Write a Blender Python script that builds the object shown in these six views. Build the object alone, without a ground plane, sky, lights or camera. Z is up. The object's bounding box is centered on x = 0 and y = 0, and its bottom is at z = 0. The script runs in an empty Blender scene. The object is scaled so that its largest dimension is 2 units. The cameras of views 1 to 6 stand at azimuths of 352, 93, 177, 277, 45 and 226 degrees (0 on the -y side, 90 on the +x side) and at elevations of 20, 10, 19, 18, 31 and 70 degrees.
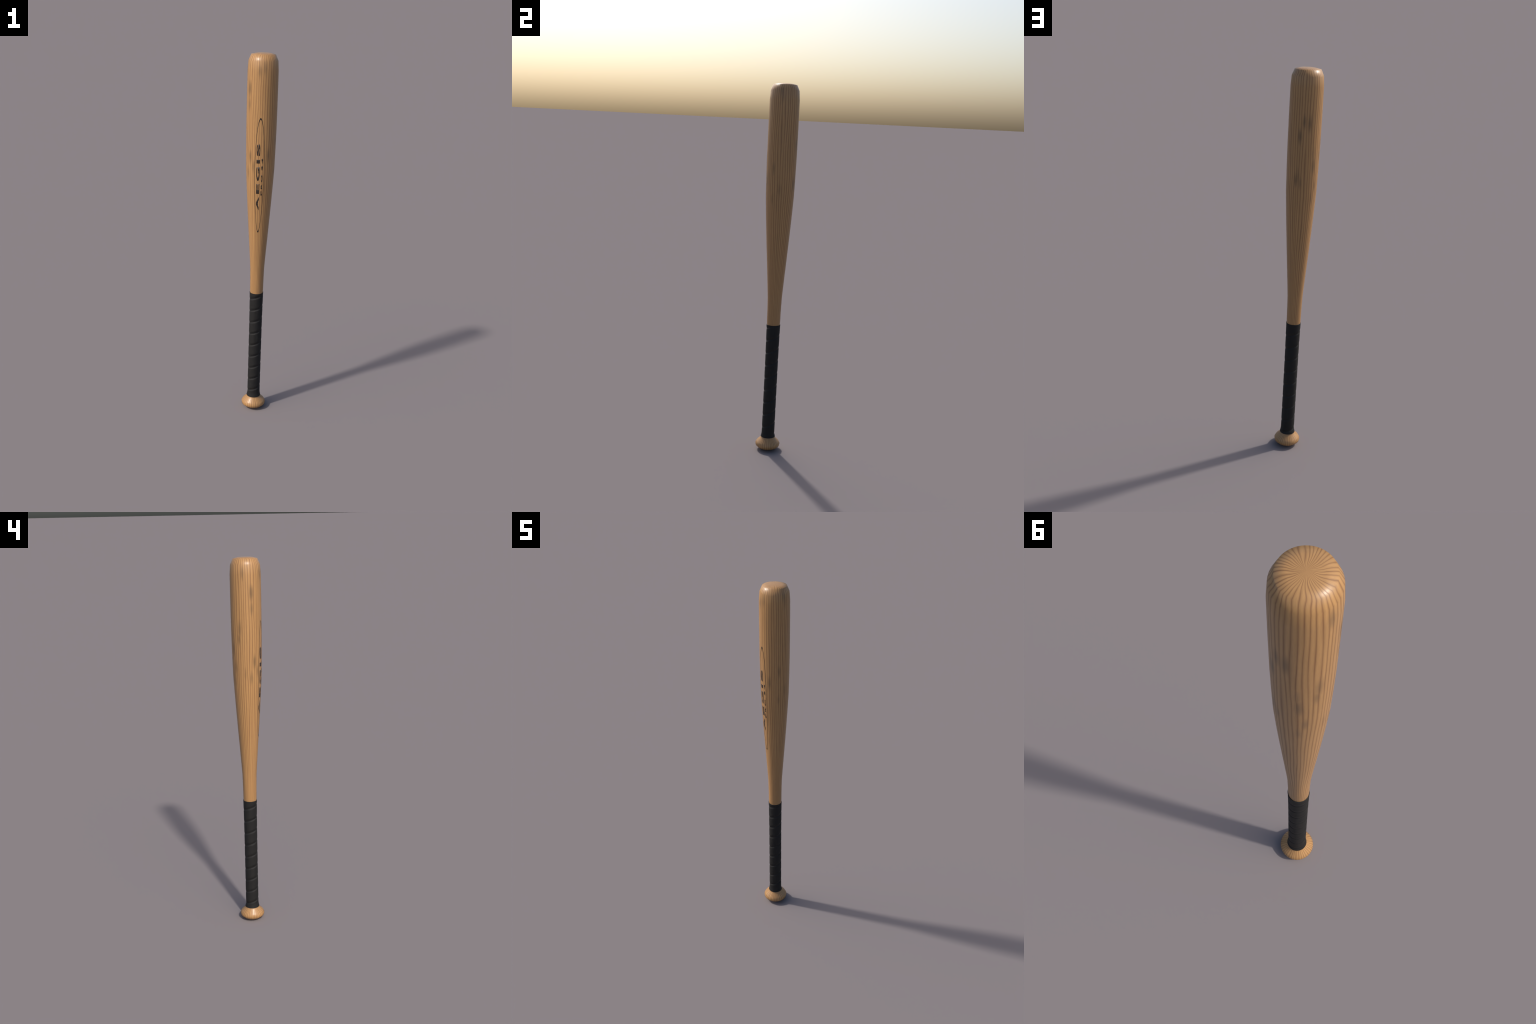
"""A wooden baseball bat standing on its knob: turned ash body with grain
stripes, spiral-wrapped black grip tape and a dark oval maker's mark."""
import bpy, bmesh, math
from mathutils import Vector

TAU = 2 * math.pi
SEG = 96

# ------------------------------------------------------------------ profiles
# (z, r) of the turned wood, from the foot of the knob to the tip
KNOB = [(0.0, 0.0), (0.0, 0.0215), (0.0072, 0.0503), (0.0203, 0.0654), (0.0323, 0.0676),
        (0.0457, 0.0600), (0.0608, 0.0430), (0.0760, 0.0345)]
HANDLE = [(0.0760, 0.0345), (0.10, 0.0315), (0.40, 0.0315), (0.62, 0.0325), (0.69, 0.0340),
          (0.73, 0.0360), (0.79, 0.0367), (0.86, 0.0384), (0.91, 0.0415), (0.96, 0.0450)]
BARREL = [(0.96, 0.0450), (1.085, 0.0537), (1.21, 0.0622), (1.31, 0.0684), (1.41, 0.0739),
          (1.52, 0.0764), (1.63, 0.0781), (1.80, 0.0785), (1.9154, 0.0782),
          (1.9625, 0.0749), (1.9922, 0.0622), (1.9981, 0.0379), (2.0, 0.0)]
WOOD = KNOB[1:] + HANDLE[1:] + BARREL[1:]


def lerp_profile(profile, z):
    for (z0, r0), (z1, r1) in zip(profile, profile[1:]):
        if z <= z1:
            t = 0 if z1 == z0 else max(0.0, (z - z0) / (z1 - z0))
            return r0 + (r1 - r0) * t
    return profile[-1][1]


def smoothstep(a, b, x):
    t = min(1.0, max(0.0, (x - a) / (b - a)))
    return t * t * (3 - 2 * t)


# ------------------------------------------------------------------ materials
def new_material(name):
    m = bpy.data.materials.new(name)
    m.use_nodes = True
    m.node_tree.nodes.clear()
    out = m.node_tree.nodes.new("ShaderNodeOutputMaterial")
    bsdf = m.node_tree.nodes.new("ShaderNodeBsdfPrincipled")
    m.node_tree.links.new(bsdf.outputs[0], out.inputs[0])
    return m, bsdf


class Graph:
    """Small helper that chains shader nodes."""
    def __init__(self, material):
        self.t = material.node_tree

    def put(self, socket, value):
        if isinstance(value, bpy.types.NodeSocket):
            self.t.links.new(value, socket)
        else:
            socket.default_value = value

    def math(self, op, a, b=0.0, clamp=False):
        n = self.t.nodes.new("ShaderNodeMath")
        n.operation, n.use_clamp = op, clamp
        self.put(n.inputs[0], a)
        self.put(n.inputs[1], b)
        return n.outputs[0]

    def vec(self, op, a, b=None):
        n = self.t.nodes.new("ShaderNodeVectorMath")
        n.operation = op
        self.put(n.inputs[0], a)
        if b is not None:
            self.put(n.inputs[1], b)
        return n.outputs["Value"] if op in ("DISTANCE", "LENGTH", "DOT_PRODUCT") else n.outputs[0]

    def combine(self, x, y, z):
        n = self.t.nodes.new("ShaderNodeCombineXYZ")
        for s, v in zip(n.inputs, (x, y, z)):
            self.put(s, v)
        return n.outputs[0]

    def noise(self, vector, scale, detail=2.0, rough=0.5):
        n = self.t.nodes.new("ShaderNodeTexNoise")
        self.put(n.inputs["Vector"], vector)
        n.inputs["Scale"].default_value = scale
        n.inputs["Detail"].default_value = detail
        n.inputs["Roughness"].default_value = rough
        return n.outputs[0]

    def ramp(self, fac, stops, ease="EASE"):
        n = self.t.nodes.new("ShaderNodeValToRGB")
        n.color_ramp.interpolation = ease
        els = n.color_ramp.elements
        while len(els) < len(stops):
            els.new(0.5)
        for e, (p, c) in zip(els, stops):
            e.position = p
            e.color = (*c, 1) if len(c) == 3 else c
        self.put(n.inputs[0], fac)
        return n.outputs[0]

    def map_range(self, v, a, b, c, d, kind="SMOOTHSTEP"):
        n = self.t.nodes.new("ShaderNodeMapRange")
        n.interpolation_type = kind
        self.put(n.inputs[0], v)
        for i, x in enumerate((a, b, c, d)):
            self.put(n.inputs[1 + i], x)
        return n.outputs[0]

    def mix(self, fac, a, b, blend="MIX"):
        n = self.t.nodes.new("ShaderNodeMix")
        n.data_type, n.blend_type = "RGBA", blend
        self.put(n.inputs[0], fac)
        self.put(n.inputs[6], a)
        self.put(n.inputs[7], b)
        return n.outputs[2]

    def bump(self, height, strength, distance):
        n = self.t.nodes.new("ShaderNodeBump")
        n.inputs["Strength"].default_value = strength
        n.inputs["Distance"].default_value = distance
        self.put(n.inputs["Height"], height)
        return n.outputs[0]


GRAIN_LINES = 38          # dark grain stripes around the bat
SPOT_Z = 3.6              # spots are stretched along the grain
# dark mineral streaks in the wood: (azimuth degrees, z, size, strength)
SPOTS = [(-150.8, 1.828, .120, .85), (-150.6, 1.751, .100, .60), (-108.5, 1.918, .110, .60),
         (-89.3, 1.935, .110, .60), (-142.0, 1.483, .105, .80), (-155.6, 1.402, .100, .60),
         (-126.7, 1.434, .090, .60), (-67.5, 1.494, .120, .75), (175.7, 1.925, .100, .65),
         (162.0, 1.648, .120, .60), (158.0, 1.600, .090, .70), (140.0, 1.454, .095, .60),
         (126.5, 1.552, .120, .75), (-8.6, 1.957, .110, .60), (-5.0, 1.930, .110, .40),
         (70.5, 1.690, .110, .95), (62.4, 1.480, .100, .80), (68.5, 1.495, .120, .55),
         (84.0, 1.760, .095, .85), (103.5, 1.750, .120, .85), (-28.2, 1.562, .090, .60),
         (-0.3, 1.453, .100, .40), (-31.0, 1.398, .080, .40), (127.0, 1.388, .090, .45),
         (124.0, 1.610, .100, .40), (79.0, 1.467, .090, .55), (-179.0, 1.425, .080, .35)]


def wood_material():
    m, bsdf = new_material("turned_ash_wood")
    g = Graph(m)
    obj = m.node_tree.nodes.new("ShaderNodeTexCoord").outputs["Object"]
    sep = m.node_tree.nodes.new("ShaderNodeSeparateXYZ")
    g.put(sep.inputs[0], obj)
    x, y, z = sep.outputs
    theta = g.math("ARCTAN2", y, x)
    ring = g.vec("NORMALIZE", g.combine(x, y, 0.0))          # unit circle around the axis

    # distance along the grain: height on the sides, carried inward over the two ends
    along = g.math("SUBTRACT", z, g.math("MULTIPLY", g.vec("LENGTH", g.combine(x, y, 0.0)), 2.5))

    def around(zscale, offset):
        return g.vec("ADD", ring, g.combine(offset, 0.0, g.math("MULTIPLY", along, zscale)))

    # grain stripes: regular around the bat, drifting sideways along it
    drift = g.math("MULTIPLY", g.math("SUBTRACT", g.noise(around(1.6, 3.7), 0.9, 1.0), 0.5), 1.9)
    wobble = g.math("MULTIPLY", g.math("SUBTRACT", g.noise(around(1.7, 9.1), 2.6, 1.0), 0.5), 0.85)
    turns = g.math("MULTIPLY", theta, GRAIN_LINES / TAU)
    # over the rounded tip the lines wander and run together unevenly
    tip = g.map_range(z, 1.955, 1.998, 0.0, 2.2)
    swirl = g.math("MULTIPLY", tip, g.math("SUBTRACT", g.noise(obj, 20.0, 0.0), 0.5))
    phase = g.math("FRACT", g.math("ADD", g.math("ADD", turns, swirl), g.math("ADD", drift, wobble)))
    line = g.ramp(phase, [(0.0, (.45,) * 3), (0.10, (.16,) * 3), (0.30, (0.0,) * 3), (0.54, (.06,) * 3),
                          (0.72, (.48,) * 3), (0.85, (1.0,) * 3), (1.0, (.45,) * 3)])
    strength = g.map_range(g.noise(around(1.6, 5.5), 4.0, 2.0), 0.3, 0.7, 0.75, 1.05)
    line = g.math("MULTIPLY", line, strength)

    # long pale and ochre streaks between the lines
    streak = g.noise(around(0.55, 1.3), 9.0, 3.0, 0.6)
    pale = g.ramp(streak, [(0.25, LIGHT_A), (0.5, LIGHT_B), (0.75, LIGHT_C)], "LINEAR")
    colour = g.mix(line, pale, LINE_COLOUR)

    # dark streaks that follow the grain
    rough_edge = g.math("MULTIPLY", g.math("SUBTRACT", g.noise(around(2.2, 6.0), 9.0, 2.0), 0.5), 0.09)
    place = g.vec("ADD", ring, g.combine(0.0, 0.0, g.math("MULTIPLY", z, SPOT_Z)))
    stain = None
    for deg, sz, size, amount in SPOTS:
        a = math.radians(deg)
        dist = g.math("ADD", g.vec("DISTANCE", place, (math.cos(a), math.sin(a), sz * SPOT_Z)), rough_edge)
        mask = g.map_range(dist, size * 0.05, size * 1.85, min(1.0, amount * 1.15), 0.0)
        stain = mask if stain is None else g.math("MAXIMUM", stain, mask)
    stain = g.math("MULTIPLY", stain, g.math("ADD", g.math("MULTIPLY", line, 0.3), 0.7))
    colour = g.mix(stain, colour, STAIN_COLOUR)

    # one thin pale scratch running slightly across the grain
    lean = g.math("ADD", g.math("MULTIPLY", z, math.radians(30.8)), math.radians(124.3 - 1.661 * 30.8))
    off = g.math("ABSOLUTE", g.math("SUBTRACT", theta, lean))
    scratch = g.math("MULTIPLY", g.map_range(off, 0.004, 0.014, 0.55, 0.0),
                     g.map_range(g.math("ABSOLUTE", g.math("SUBTRACT", z, 1.59)), 0.06, 0.10, 1.0, 0.0))
    colour = g.mix(scratch, colour, (*LIGHT_C, 1))

    fine = g.noise(around(1.2, 2.0), 40.0, 2.0)
    colour = g.mix(1.0, colour, g.ramp(fine, [(0.3, (.96,) * 3), (0.7, (1.04,) * 3)], "LINEAR"), "MULTIPLY")
    g.put(bsdf.inputs["Base Color"], colour)
    g.put(bsdf.inputs["Roughness"], g.map_range(line, 0, 1, 0.355, 0.47, "LINEAR"))
    g.put(bsdf.inputs["Normal"], g.bump(fine, 0.03, 0.001))
    return m


def grip_material():
    m, bsdf = new_material("black_grip_tape")
    g = Graph(m)
    obj = m.node_tree.nodes.new("ShaderNodeTexCoord").outputs["Object"]
    grain = g.noise(obj, 420.0, 3.0)
    cloud = g.noise(g.vec("MULTIPLY", obj, (1.0, 1.0, 0.25)), 90.0, 2.0)
    g.put(bsdf.inputs["Base Color"], g.ramp(cloud, [(0.3, GRIP_A), (0.7, GRIP_B)], "LINEAR"))
    g.put(bsdf.inputs["Roughness"], 0.72)
    g.put(bsdf.inputs["Specular IOR Level"], 0.36)
    # stretch creases of the tape along the spiral seam, on top of the modelled overlap
    sep = m.node_tree.nodes.new("ShaderNodeSeparateXYZ")
    g.put(sep.inputs[0], obj)
    theta = g.math("ARCTAN2", sep.outputs[1], sep.outputs[0])
    turn = g.math("SUBTRACT", g.math("DIVIDE", g.math("SUBTRACT", sep.outputs[2], SEAM_Z), PITCH),
                  g.math("DIVIDE", g.math("SUBTRACT", theta, math.radians(SEAM_DEG)), TAU))
    f = g.math("FRACT", turn)
    crease = g.math("MINIMUM", g.map_range(f, -0.02, 0.20, 0.0, 1.0), g.map_range(f, 0.86, 1.01, 1.0, 0.0))
    height = g.math("ADD", crease, g.math("MULTIPLY", grain, 0.02))
    g.put(bsdf.inputs["Normal"], g.bump(height, 1.0, 0.0021))
    return m


def ink_material():
    m, bsdf = new_material("dark_brown_ink")
    g = Graph(m)
    obj = m.node_tree.nodes.new("ShaderNodeTexCoord").outputs["Object"]
    n = g.noise(g.vec("MULTIPLY", obj, (1.0, 1.0, 0.1)), 160.0, 2.0)
    g.put(bsdf.inputs["Base Color"], g.ramp(n, [(0.3, INK_A), (0.7, INK_B)], "LINEAR"))
    g.put(bsdf.inputs["Roughness"], 0.40)
    return m


LIGHT_A, LIGHT_B, LIGHT_C = (0.375, 0.210, 0.082), (0.422, 0.235, 0.093), (0.462, 0.259, 0.103)
LINE_COLOUR = (0.222, 0.106, 0.043, 1)
STAIN_COLOUR = (0.150, 0.088, 0.042, 1)
GRIP_A, GRIP_B = (0.0080, 0.0078, 0.0076), (0.0105, 0.0101, 0.0098)
INK_A, INK_B = (0.024, 0.015, 0.010), (0.034, 0.022, 0.015)


# ------------------------------------------------------------------ turned wood
def refine(profile, step):
    """Profile points with normals: each knot takes the mean of the two slopes
    that meet there, and points in between are blended from their knots."""
    slopes = [Vector((b[0] - a[0], a[1] - b[1])).normalized() for a, b in zip(profile, profile[1:])]
    knots = [Vector((0, -1))]
    knots += [(a + b).normalized() for a, b in zip(slopes, slopes[1:])]
    knots.append(Vector((0, 1)))
    pts, nrm = [profile[0]], [knots[0]]
    for k, ((z0, r0), (z1, r1)) in enumerate(zip(profile, profile[1:])):
        n = max(2, int(math.hypot(z1 - z0, r1 - r0) / step))
        for i in range(1, n + 1):
            t = i / n
            pts.append((z0 + (z1 - z0) * t, r0 + (r1 - r0) * t))
            nrm.append((knots[k] * (1 - t) + knots[k + 1] * t).normalized())
    return pts, nrm                                       # normals as (radial, axial)


def build_wood(material, parent):
    full, normals = refine([(0.0, 0.0)] + WOOD, 0.03)
    cuts = [i for i in range(1, len(full))]
    k1 = min(cuts, key=lambda i: abs(full[i][0] - 0.076))
    k2 = min(cuts, key=lambda i: abs(full[i][0] - 0.96))
    for name, lo, hi in (("knob", 0, k1), ("handle", k1, k2), ("barrel", k2, len(full) - 1)):
        verts, faces, nrm, rows = [], [], [], []
        for i in range(lo, hi + 1):
            z, r = full[i]
            n = normals[i]
            if r < 1e-6:
                rows.append([len(verts)])
                verts.append((0, 0, z))
                nrm.append((0, 0, n[1]))
                continue
            row = []
            for s in range(SEG):
                a = TAU * s / SEG
                row.append(len(verts))
                verts.append((r * math.cos(a), r * math.sin(a), z))
                nrm.append((n[0] * math.cos(a), n[0] * math.sin(a), n[1]))
            rows.append(row)
        for p, q in zip(rows, rows[1:]):
            for s in range(SEG):
                t = (s + 1) % SEG
                if len(p) == 1:
                    faces.append((p[0], q[t], q[s]))
                elif len(q) == 1:
                    faces.append((p[s], p[t], q[0]))
                else:
                    faces.append((p[s], p[t], q[t], q[s]))
        me = bpy.data.meshes.new(name)
        me.from_pydata(verts, [], faces)
        me.polygons.foreach_set("use_smooth", [True] * len(me.polygons))
        me.normals_split_custom_set_from_vertices(nrm)
        me.materials.append(material)
        link(name, me, parent)


def link(name, me, parent):
    ob = bpy.data.objects.new(name, me)
    bpy.context.scene.collection.objects.link(ob)
    ob.parent = parent
    return ob


# ------------------------------------------------------------------ grip tape
GRIP_BOTTOM, GRIP_TOP = 0.0715, 0.7128
GRIP = [(0.0715, 0.0395), (0.0780, 0.0380), (0.0880, 0.0361), (0.0980, 0.0352), (0.30, 0.0351),
        (0.52, 0.0353), (0.63, 0.0360), (0.69, 0.0368), (0.7128, 0.0374)]
PITCH = 0.0709            # rise of the spiral per turn
SEAM_Z, SEAM_DEG = 0.1071, -174.0
RELIEF = 0.0014


def grip_radius(theta, z):
    r = lerp_profile(GRIP, z)
    turn = (z - SEAM_Z) / PITCH - (math.degrees(theta) - SEAM_DEG) / 360
    f = turn - math.floor(turn)                          # 0 just above a seam, 1 just below the next
    crest = smoothstep(-0.02, 0.20, f) * (1 - smoothstep(0.86, 1.01, f)) - 0.10 * smoothstep(.3, .9, f)
    fade = smoothstep(GRIP_BOTTOM - .004, GRIP_BOTTOM + 0.016, z) * (1 - smoothstep(GRIP_TOP - 0.02, GRIP_TOP, z))
    return r + 0.0002 - RELIEF * (1 - crest) * fade


def build_grip(material, parent):
    rows, seg = 460, 128
    verts, faces = [], []
    for i in range(rows + 1):
        z = GRIP_BOTTOM + (GRIP_TOP - GRIP_BOTTOM) * i / rows
        for s in range(seg):
            a = TAU * s / seg
            r = grip_radius(a, z)
            verts.append((r * math.cos(a), r * math.sin(a), z))

    def bridge(i, j):
        for s in range(seg):
            t = (s + 1) % seg
            faces.append((i + s, i + t, j + t, j + s))
    for i in range(rows):
        bridge(i * seg, (i + 1) * seg)
    # turned-in lips at both ends
    last = rows * seg
    for dr, dz in ((-0.0005, 0.0006), (-0.0035, 0.0004)):
        start = len(verts)
        for s in range(seg):
            a = TAU * s / seg
            r = lerp_profile(GRIP, GRIP_TOP) + dr
            verts.append((r * math.cos(a), r * math.sin(a), GRIP_TOP + dz))
        bridge(last, start)
        last = start
    start = len(verts)
    for s in range(seg):
        a = TAU * s / seg
        verts.append((0.033 * math.cos(a), 0.033 * math.sin(a), GRIP_BOTTOM - 0.002))
    bridge(start, 0)
    me = bpy.data.meshes.new("grip_wrap")
    me.from_pydata(verts, [], faces)
    me.polygons.foreach_set("use_smooth", [True] * len(me.polygons))
    me.materials.append(material)
    ob = link("grip_wrap", me, parent)
    me.set_sharp_from_angle(angle=math.radians(50))
    return ob


# ------------------------------------------------------------------ oval mark
MARK_DEG, MARK_Z = -101.3, 1.3817
PROUD, SUNK = 0.0005, 0.0012


def onto_bat(z, deg, lift):
    a = math.radians(deg)
    r = lerp_profile(WOOD, z) + lift
    return Vector((r * math.cos(a), r * math.sin(a), z))


def build_mark_ring(material, parent):
    half_z, half_deg, band_z, band_deg, n = 0.3062, 19.9, 0.0092, 1.25, 240
    verts, faces = [], []
    for i in range(n):
        a = TAU * i / n
        for k, lift in ((0, -SUNK), (0, PROUD), (1, PROUD), (1, -SUNK)):
            verts.append(onto_bat(MARK_Z + (half_z - k * band_z) * math.sin(a),
                                  MARK_DEG + (half_deg - k * band_deg) * math.cos(a), lift))
    for i in range(n):
        j = (i + 1) % n
        for k in range(4):
            l = (k + 1) % 4
            faces.append((i * 4 + k, j * 4 + k, j * 4 + l, i * 4 + l))
    me = bpy.data.meshes.new("mark_ring")
    me.from_pydata(verts, [], faces)
    me.materials.append(material)
    ob = link("mark_ring", me, parent)
    recalc(me)
    return ob


def recalc(me):
    bm = bmesh.new()
    bm.from_mesh(me)
    bmesh.ops.recalc_face_normals(bm, faces=bm.faces)
    bm.to_mesh(me)
    bm.free()


# letter, z range along the bat, azimuth of its top edge and of its base line
LETTERS = [("A", 1.2000, 1.2757, -113.2, -100.2), ("E", 1.2914, 1.3451, -113.2, -100.2),
           ("G", 1.3607, 1.4347, -113.5, -99.9), ("I", 1.4539, 1.4731, -113.2, -100.2),
           ("S", 1.4928, 1.5549, -113.5, -99.9),
           ("P", 1.2827, 1.3090, -93.6, -88.0), ("R", 1.3180, 1.3455, -93.6, -88.0),
           ("O", 1.3553, 1.3939, -93.8, -87.8), ("3", 1.4186, 1.4413, -93.8, -87.8),
           ("4", 1.4535, 1.4805, -93.6, -88.0)]


def build_letter(char, z0, z1, deg_top, deg_base, weight, material, parent):
    cu = bpy.data.curves.new("letter", "FONT")
    cu.body, cu.size, cu.offset, cu.resolution_u = char, 1.0, weight, 6
    tmp = bpy.data.objects.new("letter_outline", cu)
    bpy.context.scene.collection.objects.link(tmp)
    bpy.context.view_layer.update()
    me = bpy.data.meshes.new_from_object(tmp.evaluated_get(bpy.context.evaluated_depsgraph_get()))
    bpy.data.objects.remove(tmp)
    bm = bmesh.new()
    bm.from_mesh(me)
    bmesh.ops.remove_doubles(bm, verts=bm.verts, dist=1e-5)
    xs, ys = [v.co.x for v in bm.verts], [v.co.y for v in bm.verts]
    x0, x1, y0, y1 = min(xs), max(xs), min(ys), max(ys)
    for v in bm.verts:                                   # to (along z, azimuth)
        v.co = (z0 + (v.co.x - x0) / (x1 - x0) * (z1 - z0),
                deg_base + (v.co.y - y0) / (y1 - y0) * (deg_top - deg_base), 0)
    # slice so that the glyph can follow the round barrel
    lo, hi = sorted((deg_top, deg_base))
    steps = max(3, int((hi - lo) / 1.5))
    for i in range(1, steps):
        bmesh.ops.bisect_plane(bm, geom=bm.verts[:] + bm.edges[:] + bm.faces[:],
                               plane_co=(0, lo + (hi - lo) * i / steps, 0), plane_no=(0, 1, 0))
    for i in range(1, 6):
        bmesh.ops.bisect_plane(bm, geom=bm.verts[:] + bm.edges[:] + bm.faces[:],
                               plane_co=(z0 + (z1 - z0) * i / 6, 0, 0), plane_no=(1, 0, 0))
    bmesh.ops.triangulate(bm, faces=bm.faces[:])
    base = bm.verts[:]
    ext = bmesh.ops.extrude_face_region(bm, geom=bm.faces[:], use_keep_orig=True)
    top = {g for g in ext["geom"] if isinstance(g, bmesh.types.BMVert)}
    for v in bm.verts:
        v.co = onto_bat(v.co.x, v.co.y, PROUD if v in top else -SUNK)
    bmesh.ops.recalc_face_normals(bm, faces=bm.faces)
    bm.to_mesh(me)
    bm.free()
    me.name = "letter"
    me.materials.clear()
    me.materials.append(material)
    return link("letter", me, parent)


# ------------------------------------------------------------------ assembly
bat = bpy.data.objects.new("baseball_bat", None)
bpy.context.scene.collection.objects.link(bat)
bat["label"] = "striped wooden baseball bat with black spiral grip tape"
bat["category"] = "baseball bat"

wood, tape, ink = wood_material(), grip_material(), ink_material()
build_wood(wood, bat)
build_grip(tape, bat)
ring = build_mark_ring(ink, bat)
for spec in LETTERS:
    build_letter(*spec, 0.041, ink, ring)
